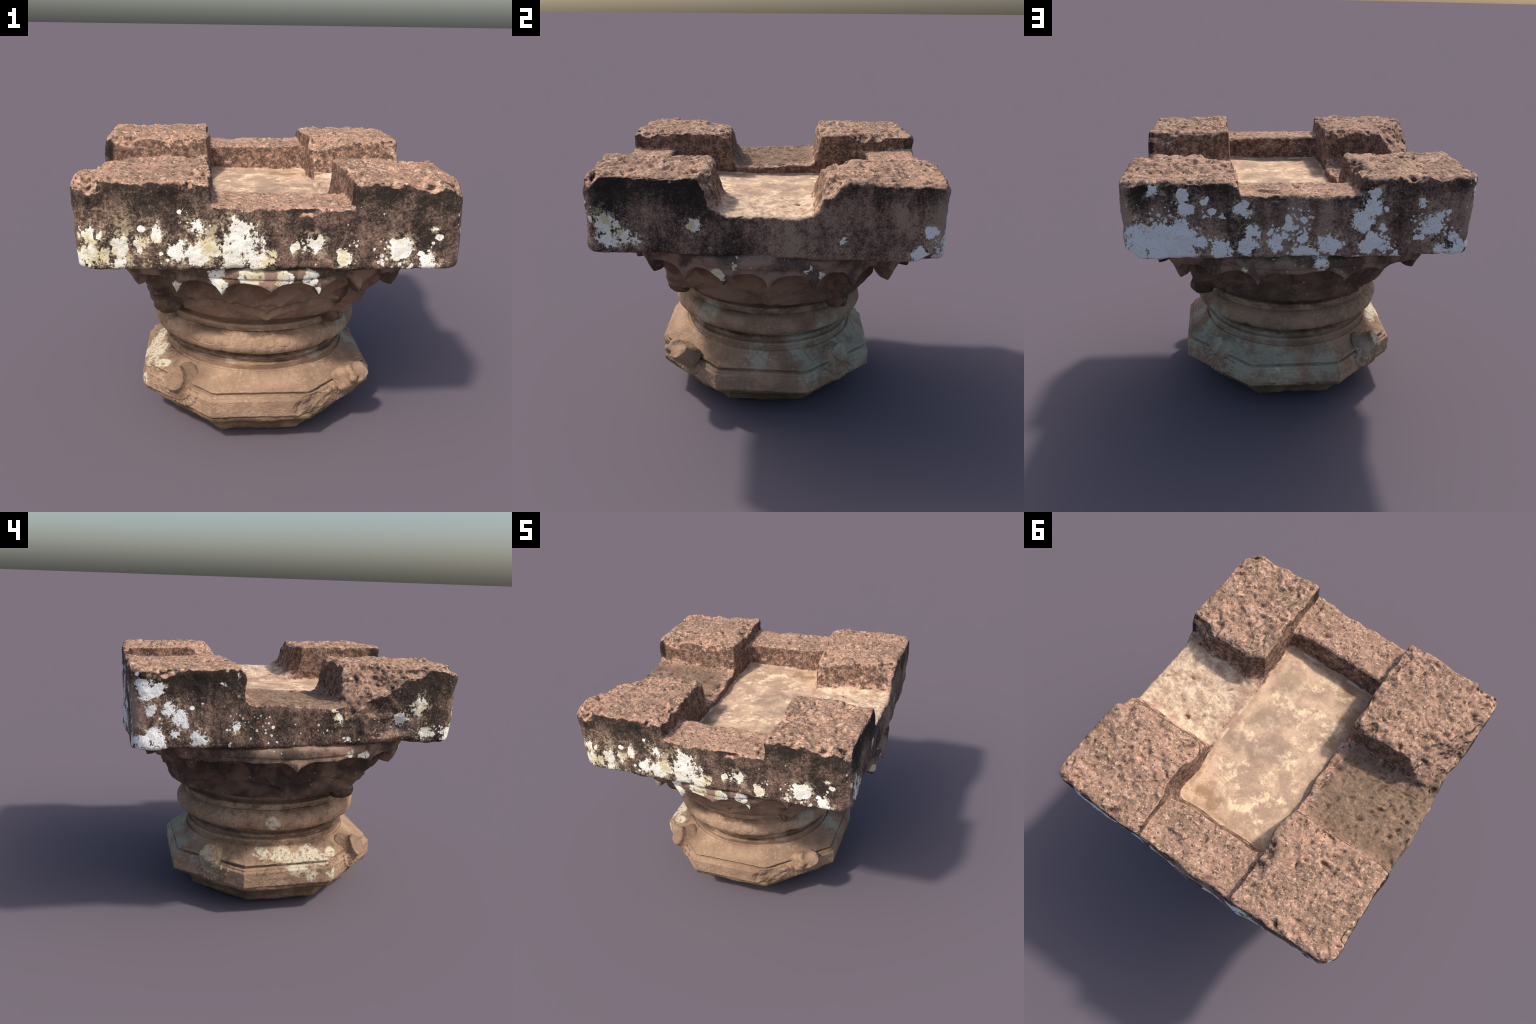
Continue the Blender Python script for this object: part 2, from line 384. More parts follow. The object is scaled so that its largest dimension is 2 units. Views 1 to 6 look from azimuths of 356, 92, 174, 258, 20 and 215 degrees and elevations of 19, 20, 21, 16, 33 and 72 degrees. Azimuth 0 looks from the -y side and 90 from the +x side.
def base_material(name, tint=(1, 1, 1), green=1.0, dark=0.0, lich=1.0, north_white=False):
    g = G(name)
    P = g.co
    x, y, z = g.xyz(P)
    a = g.noise(P, 5, 4)
    b = g.noise(P, 40, 5, 0.7)
    fine = g.noise(P, 150, 4, 0.7)
    t = lambda c: tuple(v * k for v, k in zip(c, tint))
    col = g.mix(g.step(a, 0.38, 0.62), t((0.335, 0.218, 0.140)), t((0.45, 0.296, 0.194)))
    col = g.mix(g.step(b, 0.5, 0.66, 0, 0.7), col, t((0.56, 0.375, 0.25)))
    col = g.mix(g.step(fine, 0.54, 0.68, 0, 0.6), col, t((0.215, 0.135, 0.086)))
    tool = g.noise(g.scale(P, 1, 1, 3.2), 48, 4, 0.7)
    col = g.mix(g.step(tool, 0.55, 0.70, 0, 0.5), col, t((0.20, 0.125, 0.08)))
    col = g.mix(g.m("MULTIPLY", g.step(g.m("ADD", g.noise(P, 3.2, 4), g.m("MULTIPLY", b, 0.3)), 0.66, 0.82), 0.55), col, t((0.19, 0.118, 0.078)))
    if dark:
        d = g.step(g.noise(P, 6, 5, 0.6), 0.40, 0.60)
        col = g.mix(g.m("MULTIPLY", d, dark), col, (0.045, 0.034, 0.027))
    else:
        # dark broken runs round the grooves of the moulding
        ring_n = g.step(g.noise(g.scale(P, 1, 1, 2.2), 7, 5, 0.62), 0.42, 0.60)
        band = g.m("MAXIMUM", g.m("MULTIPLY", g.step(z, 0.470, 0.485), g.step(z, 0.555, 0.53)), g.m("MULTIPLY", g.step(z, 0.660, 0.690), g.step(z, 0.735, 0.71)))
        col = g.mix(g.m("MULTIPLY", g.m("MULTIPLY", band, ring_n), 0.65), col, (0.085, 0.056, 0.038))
    if green:
        W = g.warp(P, 7, 0.22)
        gz = g.blobs(W, [((0.42, 0.47, 0.42), 0.19), ((0.15, 0.62, 0.37), 0.22), ((0.32, 0.58, 0.33), 0.20), ((0.64, 0.30, 0.36), 0.17),
                         ((0.50, 0.18, 0.46), 0.13), ((-0.2, 0.68, 0.33), 0.17), ((-0.55, 0.50, 0.34), 0.16), ((0.05, 0.70, 0.26), 0.12),
                         ((0.62, -0.08, 0.40), 0.10), ((0.3, -0.52, 0.48), 0.09), ((0.45, -0.38, 0.63), 0.10), ((0.5, 0.3, 0.52), 0.12)])
        gz = g.m("ADD", gz, g.m("MULTIPLY", g.m("SUBTRACT", g.noise(P, 10, 5, 0.65), 0.5), 1.8))
        m_ = g.m("MULTIPLY", g.step(gz, -0.1, 0.75), g.step(b, 0.25, 0.56, 0.35, 1.0))
        col = g.mix(g.m("MULTIPLY", m_, 0.56 * green), col, (0.53, 0.56, 0.42))
    if lich:
        W2 = g.warp(g.warp(P, 10, 0.10), 45, 0.04)
        wz = g.blobs(W2, [((-0.62, -0.20, 0.36), 0.11), ((-0.62, 0.0, 0.37), 0.09), ((-0.58, 0.12, 0.38), 0.08), ((-0.68, -0.1, 0.34), 0.10),
                          ((-0.66, -0.27, 0.34), 0.08), ((-0.71, -0.2, 0.28), 0.06), ((-0.64, 0.06, 0.61), 0.06), ((-0.70, -0.33, 0.27), 0.05),
                          ((-0.6, -0.35, 0.37), 0.06), ((-0.45, 0.55, 0.35), 0.05), ((0.1, 0.68, 0.33), 0.035)])
        m_ = g.m("MULTIPLY", g.step(wz, 0.1, 0.4), g.step(b, 0.40, 0.52))
        col = g.mix(g.m("MULTIPLY", m_, 0.9), col, (0.70, 0.62, 0.45))
        # dark crust on the west flank
        wd = g.m("MULTIPLY", g.step(x, -0.35, -0.55), g.step(g.noise(P, 22, 5, 0.7), 0.5, 0.62))
        col = g.mix(g.m("MULTIPLY", g.m("MULTIPLY", wd, g.step(m_, 0.3, 0.0)), 0.5), col, (0.08, 0.056, 0.04))
    h = g.m("ADD", g.m("MULTIPLY", tool, 1.0), g.m("MULTIPLY", fine, 0.9))
    return g.finish(col, 0.9, h, 0.010, 0.6)

def bell_material(name, dark_min=0.0):
    g = G(name)
    P = g.co
    x, y, z = g.xyz(P)
    a = g.noise(P, 6, 5)
    b = g.noise(P, 42, 5, 0.7)
    fine = g.noise(P, 150, 4, 0.7)
    col = g.mix(g.step(a, 0.4, 0.6), (0.185, 0.112, 0.075), (0.27, 0.17, 0.112))  # tan darkened because the slab shades the bell
    col = g.mix(g.step(b, 0.52, 0.7, 0, 0.6), col, (0.33, 0.215, 0.145))
    col = g.mix(g.step(fine, 0.6, 0.75, 0, 0.5), col, (0.46, 0.34, 0.24))
    side = g.m("MAXIMUM", g.step(x, -0.15, -0.55), g.step(y, 0.15, 0.6))
    crust = g.m("MAXIMUM", g.m("MAXIMUM", g.m("MULTIPLY", side, 0.62), g.step(x, -0.2, -0.6, 0, 0.88)), dark_min)  # near-black on the west side, dark on the north
    col = g.mix(g.m("MULTIPLY", crust, g.step(a, 0.62, 0.38, 0.55, 1.0)), col, (0.042, 0.032, 0.027))
    v = g.voro(g.warp(P, 50, 0.03), 30)
    col = g.mix(g.m("MULTIPLY", g.step(v, 0.16, 0.10), g.m("MULTIPLY", side, g.step(g.noise(P, 7, 3), 0.5, 0.6))), col, (0.42, 0.38, 0.30))
    return g.finish(col, 0.92, g.m("ADD", b, g.m("MULTIPLY", fine, 0.7)), 0.006, 0.5)

def lip_material():
    g = G("lichened_scalloped_lip_stone")
    P = g.co
    x, y, z = g.xyz(P)
    a = g.noise(P, 7, 5)
    b = g.noise(P, 42, 5, 0.7)
    fine = g.noise(P, 150, 4, 0.7)
    col = g.mix(g.step(a, 0.42, 0.6), (0.10, 0.068, 0.050), (0.29, 0.19, 0.135))
    col = g.mix(g.step(b, 0.54, 0.7, 0, 0.7), col, (0.30, 0.21, 0.15))
    col = g.mix(g.step(fine, 0.6, 0.75, 0, 0.5), col, (0.40, 0.31, 0.22))
    W = g.warp(g.warp(P, 12, 0.09), 50, 0.035)
    pts = [((-0.26, -0.90, 1.10), 0.06), ((-0.10, -0.95, 1.17), 0.07), ((0.06, -0.96, 1.15), 0.05), ((-0.28, -0.90, 1.17), 0.05),
           ((0.20, -0.95, 1.15), 0.05), ((-0.48, -0.84, 1.06), 0.04), ((0.24, -0.94, 1.08), 0.03), ((0.93, -0.26, 1.09), 0.05),
           ((0.95, -0.17, 1.16), 0.035), ((0.93, 0.22, 1.15), 0.04), ((0.94, 0.03, 1.05), 0.03), ((0.92, 0.3, 1.08), 0.035), ((0.24, 0.87, 1.05), 0.06),
           ((0.14, 0.92, 1.15), 0.05), ((-0.1, 0.93, 1.16), 0.07), ((-0.28, 0.88, 1.14), 0.06), ((-0.32, 0.84, 1.06), 0.05),
           ((0.3, 0.88, 1.12), 0.05), ((0.02, 0.93, 1.15), 0.04), ((-0.9, -0.3, 1.16), 0.05), ((-0.86, -0.42, 1.12), 0.05), ((-0.96, 0.04, 1.07), 0.025)]
    f = g.blobs(W, pts)
    lm = g.m("MULTIPLY", g.step(f, 0.05, 0.2), g.step(b, 0.36, 0.46))
    wc = g.mix(g.step(a, 0.45, 0.58), (0.82, 0.79, 0.70), (0.66, 0.57, 0.38))
    col = g.mix(lm, col, wc)
    v = g.voro(g.warp(P, 50, 0.03), 28)
    col = g.mix(g.m("MULTIPLY", g.step(v, 0.16, 0.10), g.step(g.noise(P, 8, 3), 0.5, 0.6)), col, (0.60, 0.55, 0.44))
    return g.finish(col, 0.92, g.m("ADD", b, g.m("MULTIPLY", fine, 0.7)), 0.006, 0.5)

# ------------------------------------------------------------------ the square slab
def build_slab(parent, mat, mat_floor):
    h = 0.0068
    lo = np.array([-1.03, -1.04, 1.15]); hi = np.array([1.04, 1.03, 1.68])
    nx, ny, nz = np.ceil((hi - lo) / h).astype(int)
    X = (lo[0] + h * np.arange(nx)).astype(np.float32)[:, None, None]
    Y = (lo[1] + h * np.arange(ny)).astype(np.float32)[None, :, None]
    Z = (lo[2] + h * np.arange(nz)).astype(np.float32)[None, None, :]
    # low wobble shared by the flanks
    def wav(u, v, s):
        return 0.005 * np.sin(u * 5.1 + s) * np.cos(v * 9.0 + s * 2) + 0.004 * np.sin(u * 11.3 + s * 3 + v * 7)
    zt = Z - 1.2
    south = -(Y + 0.966) - 0.010 * X - 0.016 * np.maximum(X, 0) - 0.014 * np.exp(-(X / 0.45) ** 2) - 0.012 * np.exp(-((X - 0.4) / 0.3) ** 2) - 0.022 * zt * (X < 0) + wav(X, Z, 1)
    north = (Y - 0.960) - 0.006 * X - 0.010 * np.exp(-((X + 0.3) / 0.25) ** 2) - 0.014 * np.exp(-(X / 0.6) ** 2) + wav(X, Z, 2)
    west = -(X + 0.958) - 0.010 * zt - 0.006 * np.exp(-(Y / 0.5) ** 2) + wav(Y, Z, 3)
    east = (X - 0.954) - 0.018 * Y - 0.018 * np.maximum(Y, 0) - 0.006 * np.exp(-(Y / 0.5) ** 2) + wav(Y, Z, 4)
    plan = smax(smax(south, north, 0.02), smax(west, east, 0.02), 0.085)
    top = Z - (1.650 - 0.014 * X - 0.004 * Y - 0.009 * np.maximum(X, 0) * Y)
    bot = 1.204 - 0.010 * Y - 0.004 * X - Z
    F = smax(smax(plan, top, 0.035), bot, 0.03)
    del plan
    def cut(F, x0, x1, y0, y1, z0, k=0.014, soft=0.03, wall=(0, 0, 0, 0), plan_r=0.02):
        zz = Z - z0
        zp = np.maximum(zz, 0)
        c = smax(np.maximum(x0 - wall[0] * zp - X, X - x1 - wall[1] * zp), np.maximum(y0 - wall[2] * zp - Y, Y - y1 - wall[3] * zp), plan_r)
        c = smax(c, -zz + 0 * c, soft)
        return smax(F, -c, k)
    # notches through the four sides and the sunken floor between them
    F = cut(F, -0.297, 0.392, -2, -0.60, 1.534 - 0.02 * X + 0.02 * (Y + 0.9), 0.02, 0.02, (0.06, 0.06, 0, 0))
    F = cut(F, -0.308, 0.354, 0.55, 2, 1.546 + 0.03 * (Y - 0.7), 0.02, 0.03, (0.05, 0.05, 0, 0))
    F = cut(F, -2, -0.25, -0.285, 0.295, 1.442 - 0.03 * (X + 0.6) + 0.010 * np.sin(Y * 9), 0.03, 0.06, (0, 0, 0.12, 0.18))
    F = cut(F, 0.30, 2, -0.265, 0.262, 1.406 + 0.055 * (X - 0.38), 0.03, 0.07, (0, 0, 0.26, 0.28))
    F = cut(F, -0.292 + 0.008 * np.sin(Y * 10 + 2) + 0.004 * np.sin(Y * 31), 0.378 + 0.011 * np.sin(Y * 9 + 1) + 0.005 * np.sin(Y * 27), -0.650 + 0.005 * np.sin(X * 23), 0.610 + 0.006 * np.sin(X * 19 + 1), 1.378 + 0.006 * np.sin(X * 7) * np.cos(Y * 5) + 0.022 * np.exp(-((X - 0.33) ** 2 + (Y + 0.48) ** 2) / 0.03), 0.018, 0.025, (0.04, 0.06, 0.32, 0.30), 0.07)
    # spalled flank at the south-west corner, under a ragged scoop
    def scoop(F, c, r, k=0.015):
        d = np.sqrt(((X - c[0]) / r[0]) ** 2 + ((Y - c[1]) / r[1]) ** 2 + ((Z - c[2]) / r[2]) ** 2)
        d = (d - 1) * min(r)
        return smax(F, -d, k)
    # a slanting break takes the north-west edge off the south-west block
    brk = (X + 0.95) * -0.614 + (Y + 0.66) * 0.426 + (Z - 1.655) * 0.663 + 0.024
    brk = brk + 0.010 * np.sin(X * 23 + 1) * np.sin(Y * 19 + Z * 9) + 0.006 * np.sin(Y * 41 + X * 17 + Z * 30)
    F = smax(F, brk - 4 * np.maximum(Y + 0.27, 0), 0.012)
    del brk
    for c, r in [((-0.95, -0.56, 1.67), (0.11, 0.11, 0.06)), ((-0.86, -0.44, 1.66), (0.10, 0.08, 0.07)),
                 ((-1.03, -0.44, 1.42), (0.10, 0.15, 0.10)),
                 ((-1.04, -0.55, 1.30), (0.12, 0.17, 0.10)), ((-1.0, -0.60, 1.20), (0.10, 0.15, 0.06)),
                 ((0.90, -0.27, 1.67), (0.16, 0.10, 0.13)), ((0.97, 0.31, 1.66), (0.13, 0.09, 0.12)),
                 ((0.33, 0.27, 1.75), (0.105, 0.105, 0.36)), ((0.42, 0.36, 1.70), (0.17, 0.14, 0.125)), ((0.375, -0.275, 1.66), (0.095, 0.085, 0.25)), ((0.93, -0.28, 1.56), (0.12, 0.05, 0.09)), ((-0.92, 0.305, 1.53), (0.12, 0.035, 0.07)), ((1.0, 0.92, 1.19), (0.10, 0.10, 0.05)),
                 ((0.99, -1.0, 1.69), (0.15, 0.12, 0.13)), ((0.76, -1.0, 1.66), (0.10, 0.04, 0.06)), ((-1.0, -0.98, 1.69), (0.14, 0.12, 0.07)),
                 ((0.93, 0.98, 1.65), (0.08, 0.05, 0.05)), ((-0.95, 1.0, 1.68), (0.12, 0.06, 0.07)),
                 ((0.02, -1.01, 1.53), (0.07, 0.035, 0.03)), ((0.16, -1.02, 1.52), (0.09, 0.05, 0.04)), ((-0.12, -1.0, 1.545), (0.06, 0.03, 0.03)),
                 ((-0.15, 1.0, 1.55), (0.09, 0.04, 0.03)), ((0.1, 1.0, 1.55), (0.12, 0.035, 0.04))]:
        F = scoop(F, c, r)
    # small random nicks along the upper arrises
    rng = np.random.default_rng(11)
    edges = []
    for sx in (-1, 1):
        for sy in (-1, 1):
            x0, x1 = (0.32, 0.96) if sx > 0 else (-0.96, -0.32)
            y0, y1 = (0.33, 0.96) if sy > 0 else (-0.96, -0.33)
            edges += [((x0, y0), (x1, y0)), ((x1, y0), (x1, y1)), ((x1, y1), (x0, y1)), ((x0, y1), (x0, y0))]
    for (a, b) in edges:
        for _ in range(5):
            t = rng.random(); r = 0.015 + 0.04 * rng.random() ** 2
            c = (a[0] + (b[0] - a[0]) * t + rng.normal(0, 0.006), a[1] + (b[1] - a[1]) * t + rng.normal(0, 0.006), 1.640 + 0.75 * r)
            i0 = np.maximum(((np.array(c) - 2.2 * r - lo) / h).astype(int), 0)
            i1 = ((np.array(c) + 2.2 * r - lo) / h).astype(int) + 1
            s = tuple(slice(p, q) for p, q in zip(i0, i1))
            st = 0.8 + 0.9 * rng.random(3)
            d = (np.sqrt(((X[s[0]] - c[0]) / st[0]) ** 2 + ((Y[:, s[1]] - c[1]) / st[1]) ** 2 + ((Z[:, :, s[2]] - c[2]) / st[2]) ** 2) - r)
            F[s] = smax(F[s], -d, 0.015)
    v, q = surface_nets(F, lo, h)
    del F
    v = smooth_mesh(v, q, 2, 0.5)
    n = vertex_normals(v, q)
    # --- relief
    up = sstep(0.5, 0.85, n[:, 2])
    side = 1 - up
    isfloor = (v[:, 0] > -0.31) & (v[:, 0] < 0.398) & (np.abs(v[:, 1]) < 0.655) & (v[:, 2] < 1.402)
    fl = isfloor.astype(float)
    under = sstep(-0.5, -0.9, n[:, 2])
    amp_top = up * (1 - fl)
    d = (0.009 * fbm(v, 6, 3, 1) * (1 - 0.75 * fl) + 0.0085 * fbm(v, 19, 4, 5, 0.6) * (0.35 + 0.65 * amp_top) * (1 - 0.6 * fl)
         + 0.0042 * fbm(v, 60, 2, 9) * (0.25 + 0.75 * amp_top) * (1 - 0.6 * fl)) * np.where((v[:, 2] < 1.58) & (up > 0.5) & (fl < 0.5), 0.6, 1.0)
    d -= amp_top * 0.022 * np.maximum(fbm(v, 9, 3, 63) - 0.12, 0) * (v[:, 2] > 1.55)
    # rougher spall at the south-west corner
    sp = gauss(np.linalg.norm((v - np.array([-0.95, -0.42, 1.45])) * [1, 1, 0.8], axis=1), 0.22)
    d += sp * (0.009 * fbm(v, 14, 3, 31) - 0.007 * np.abs(fbm(v, 20, 2, 33)))
    v = v + n * d[:, None]
    # --- pits in the weathered tops, drawn out in one direction
    tops = np.where((n[:, 2] > 0.6) & (fl < 0.5) & (v[:, 2] > 1.38))[0]
    tv = v[tops]
    dep = np.zeros(len(tops))
    order = np.argsort(tv[:, 0]); xs = tv[order, 0]
    rng = np.random.default_rng(5)
    for _ in range(2300):
        cx, cy = rng.uniform(-0.97, 0.97, 2)
        if vnoise(np.array([[cx, cy, 0.3]]), 5.0, 91)[0] + 0.5 * rng.normal() < 0.15:
            continue
        if abs(cx) < 0.30 and abs(cy) < 0.65:
            continue
        blk = min(abs(cx), abs(cy)) > 0.30
        west = cx < -0.3
        if not blk and not west and rng.random() < 0.8:
            continue
        s = 0.0058 + 0.0095 * rng.random() ** 3
        L = s * rng.uniform(1.0, 3.4)
        ang = 0.9 + rng.normal(0, 0.5)
        dp = s * rng.uniform(0.9, 2.5)
        i0, i1 = np.searchsorted(xs, [cx - 2.2 * L, cx + 2.2 * L])
        k = order[i0:i1]
        dx, dy = tv[k, 0] - cx, tv[k, 1] - cy
        u = dx * math.cos(ang) + dy * math.sin(ang); w = -dx * math.sin(ang) + dy * math.cos(ang)
        dep[k] = np.maximum(dep[k], dp * np.exp(-((u / L) ** 2 + (w / s) ** 2) ** 1.3))
    v[tops, 2] -= dep
    n = vertex_normals(v, q)
    # --- split in named regions that share their border vertices and normals
    c = v[q].mean(1); fn = n[q].mean(1)
    reg = np.zeros(len(q), int)
    fl_f = isfloor[q].all(1) & (fn[:, 2] > 0.5)
    reg[fl_f] = 5
    bx, by = 0.02 + 0 * c[:, 0], 0.02 + 0 * c[:, 1]
    hi_ = (c[:, 2] > 1.47)
    for i, (sx, sy) in enumerate([(-1, -1), (1, -1), (1, 1), (-1, 1)]):
        inx = (c[:, 0] < -0.285) if sx < 0 else (c[:, 0] > 0.335)
        iny = (c[:, 1] < -0.24) if sy < 0 else (c[:, 1] > 0.24)
        low = np.where((np.abs(c[:, 1]) > 0.6), 1.555, 1.47)
        low = np.where((np.abs(c[:, 0]) > 0.43), 1.47, low)
        reg[inx & iny & (c[:, 2] > low)] = i + 1
    names = {0: "slab", 1: "corner_block", 2: "corner_block", 3: "corner_block", 4: "corner_block", 5: "sunken_floor"}
    slab_ob = None
    for r in (0, 1, 2, 3, 4, 5):
        sel = q[reg == r]
        used, inv = np.unique(sel, return_inverse=True)
        me = mesh_from(names[r], v[used], inv.reshape(-1, 4))
        me.normals_split_custom_set_from_vertices(n[used].tolist())
        ob = add_object(names[r], me, parent if r == 0 else slab_ob, mat_floor if r == 5 else mat)
        if r == 0:
            slab_ob = ob
    return slab_ob

# ------------------------------------------------------------------ lathe with changing outline
def loft(name, rings, nseg, parent, mat, shape, post=None, closed=False, cap=True, centre=(CX, CY), tilt=True):
    """rings: list of profile points; shape(theta, i) -> (radius, z) arrays; skin them"""
    th = np.linspace(0, 2 * np.pi, nseg, endpoint=False)
    m = len(rings)
    V = np.zeros((m, nseg, 3))
    for i, p in enumerate(rings):
        r, z = shape(th, p)
        V[i, :, 0] = centre[0] + r * np.sin(th); V[i, :, 1] = centre[1] - r * np.cos(th); V[i, :, 2] = z
    v = V.reshape(-1, 3)
    rows = m if closed else m - 1
    i = np.arange(rows)[:, None]; j = np.arange(nseg)[None, :]
    i2 = (i + 1) % m; j2 = (j + 1) % nseg
    q = np.stack([i * nseg + j, i * nseg + j2, i2 * nseg + j2, i2 * nseg + j], -1).reshape(-1, 4)
    if post:
        n = vertex_normals(v, q)
        v = post(v, n, q)
    if tilt:
        v = v + tilt * (lean(v) - v)
    me = mesh_from(name, v, q)
    if cap and not closed:
        import bmesh
        bm = bmesh.new(); bm.from_mesh(me)
        for base in (0, (m - 1) * nseg):
            bm.verts.ensure_lookup_table()
            ring = [bm.verts[base + k] for k in range(nseg)]
            cvert = bm.verts.new(sum((x.co for x in ring), ring[0].co * 0) / nseg)
            for k in range(nseg):
                a, b = ring[k], ring[(k + 1) % nseg]
                bm.faces.new((b, a, cvert) if base == 0 else (a, b, cvert)).smooth = True
        bm.to_mesh(me); bm.free()
    ob = add_object(name, me, parent, mat)
    return ob, v, q

def dense(profile, step):
    """resample a profile poly-line (any number of columns) to short steps"""
    out = []
    for a, b in zip(profile[:-1], profile[1:]):
        a, b = np.array(a, float), np.array(b, float)
        k = max(1, int(np.ceil(np.linalg.norm((b - a)[:2]) / step)))
        out += [a + (b - a) * t / k for t in range(k)]
    out.append(np.array(profile[-1], float))
    return out

def octagon(th):
    """radius of a unit-apothem octagon with flats to the four sides"""
    a = (th + np.pi / 8) % (np.pi / 4) - np.pi / 8
    return 1 / np.cos(a)

def outline(th, p):
    r = p[0] * (1 + p[2] * (octagon(th) - 1))
    return r, p[1] + 0 * th

CAP = (0.0, 0.015)                 # the capital sits a little off the axis of the base

def tdeg(v, c=(CX, CY)):
    return np.degrees(np.arctan2(v[:, 0] - c[0], -(v[:, 1] - c[1])))

def wrap(d):
    return (d + 180) % 360 - 180

SPURS = [-42.0, 45.0, 135.0, 227.0 - 360]   # diagonals that carry a spur leaf

def build_base(parent, mat, mat_low):
    # lower bed, rough and broken
    prof = dense([(0.43, 0.0, 1), (0.495, 0.02, 1), (0.542, 0.042, 1), (0.553, 0.054, 1), (0.559, 0.088, 1), (0.570, 0.094, 1),
                  (0.576, 0.125, 1), (0.618, 0.142, 1), (0.660, 0.164, 1), (0.694, 0.188, 1), (0.697, 0.212, 1)], 0.01)
    def rough_low(v, n, q):
        d = 0.010 * fbm(v, 7, 3, 41) + 0.004 * fbm(v * [1, 1, 3], 26, 3, 44)
        v = v + n * d[:, None] * sstep(0.0, 0.02, v[:, 2])[:, None]
        v[:, 2] = np.maximum(v[:, 2], 0)
        return v
    loft("lower_bed", prof, 512, parent, mat_low, outline, rough_low, tilt=False, centre=(CX, CY + 0.010))
    # octagonal plinth: flat face, chamfer, sunk ledge, slope dying into the round ring
    prof = dense([(0.60, 0.203, 1), (0.690, 0.203, 1), (0.702, 0.206, 1), (0.707, 0.214, 1), (0.708, 0.306, 1), (0.7055, 0.3125, 1),
                  (0.701, 0.3155, 1), (0.696, 0.3165, 1), (0.693, 0.3185, 1), (0.6925, 0.3245, 1), (0.690, 0.328, 1), (0.685, 0.3305, 1), (0.678, 0.3312, 1), (0.660, 0.3320, 1), (0.653, 0.336, 1),
                  (0.655, 0.342, 1), (0.668, 0.346, 1), (0.6755, 0.3495, 1), (0.6755, 0.355, 1), (0.669, 0.358, 1),
                  (0.655, 0.3625, .85), (0.630, 0.377, .55), (0.605, 0.396, .25), (0.588, 0.413, .06), (0.580, 0.4225, 0), (0.5755, 0.4255, 0), (0.570, 0.4255, 0), (0.5635, 0.4215, 0),
                  (0.559, 0.4225, 0), (0.557, 0.428, 0), (0.570, 0.466, 0), (0.568, 0.472, 0), (0.560, 0.475, 0), (0.540, 0.475, 0), (0.534, 0.479, 0), (0.538, 0.484, 0),
                  (0.547, 0.488, 0), (0.549, 0.494, 0), (0.546, 0.500, 0), (0.534, 0.505, 0), (0.515, 0.509, 0), (0.503, 0.53, 0), (0.50, 0.57, 0)], 0.004)
    def carve(v, n, q):
        deg = tdeg(v)
        v = v.copy(); v[:, 1] += 0.013 * sstep(0.36, 0.43, v[:, 2])
        d = 0.0022 * fbm(v, 9, 3, 51) + 0.0011 * fbm(v, 55, 3, 54)
        face = ((v[:, 2] > 0.206) & (v[:, 2] < 0.312)).astype(float)
        d += face * 0.0012 * fbm(v * [1, 1, 3.5], 45, 2, 57)
        # fan-shaped leaf of two rows of scales under every spur
        for k, s in enumerate(SPURS):
            a = np.radians(wrap(deg - s)); r = np.hypot(v[:, 0] - CX, v[:, 1] - CY)
            u = r * np.sin(a); w = v[:, 2] - 0.335
            rho = np.hypot(u, w * 1.15); phi = np.degrees(np.arctan2(u, -w))
            near = (np.abs(wrap(deg - s)) < 22) & (v[:, 2] > 0.2) & (v[:, 2] < 0.36) & (r > 0.6)
            f = np.zeros(len(v))
            for r0, r1, st, hh in ((0.045, 0.102, 20, 0.017), (0.085, 0.152, 14, 0.011)):
                ph = np.abs((phi / st) % 1 - 0.5) * 2
                edge = r1 - 0.014 * ph ** 2
                body = sstep(edge + 0.005, edge - 0.004, rho) * sstep(r0 - 0.01, r0 + 0.01, rho) * (np.abs(phi) < 82)
                f = np.maximum(f, body * (hh * (0.35 + 0.65 * sstep(r0, edge, rho)) - 0.008 * sstep(0.70, 1.0, ph)))
            f *= np.where(k == 1, 0.6 + 0.4 * sstep(-0.02, 0.04, u), 1.0)
            d += near * f
            # the swelling that carries the spur
            sw = gauss(wrap(deg - s), 9.5) * sstep(0.585, 0.66, r) * sstep(0.735, 0.66, r) * (v[:, 2] > 0.3)
            d += 0.010 * sw
        v = v + n * d[:, None]
        # broken arris at the south-east end of the front face
        nn = np.array([0.47, -0.883, 0.0]); dist = v @ nn - 0.738
        rough = 0.012 * fbm(v, 16, 3, 61)
        hit = (dist + rough > 0) & (v[:, 2] < 0.375) & (v[:, 2] > 0.19)
        v[hit] -= nn * (dist + rough)[hit][:, None]
        # worn west slope
        wst = gauss(wrap(deg + 95), 28) * sstep(0.34, 0.37, v[:, 2]) * sstep(0.46, 0.40, v[:, 2])
        v[:, 2] += wst * 0.006 * fbm(v, 20, 3, 63)
        return v
    plinth, _, _ = loft("plinth", prof, 1200, parent, mat, outline, carve)
    # torus with a faint row of scales, and the neck rings above it
    A = np.radians(np.linspace(-118, 104, 74))
    tor = [(0.556 + 0.080 * math.cos(a), 0.616 + 0.072 * math.sin(a), 0) for a in A]
    prof = dense([(0.50, 0.54, 0)] + tor, 0.006)
    def scales(v, n, q):
        deg = tdeg(v)
        z = v[:, 2]
        d = 0.0025 * fbm(v, 8, 3, 71) + 0.0008 * fbm(v, 50, 3, 74)
        st = 8.2
        for row, (zc, off, hgt) in enumerate(((0.633, 0.0, 0.028), (0.582, 0.5, 0.025))):
            cell = np.floor(deg / st + off); u = ((deg / st + off) % 1 - 0.5) * 2
            keep = vnoise(np.stack([cell * 0.71, 0 * cell + row * 3.3, 0 * cell], 1), 1.0, 77) > -0.15
            rho = np.sqrt((u / 0.92) ** 2 + np.minimum(z - zc, 0.012) ** 2 / hgt ** 2)
            ring = gauss(rho - 0.9, 0.14)
            body = sstep(1.0, 0.8, rho)
            zone = sstep(zc + 0.05, zc + 0.02, z) * sstep(zc - 0.06, zc - 0.03, z)
            side = sstep(0.02, -0.004, z - zc)
            d += keep * zone * (0.0022 * body - 0.0030 * ring * (0.35 + 0.65 * side))
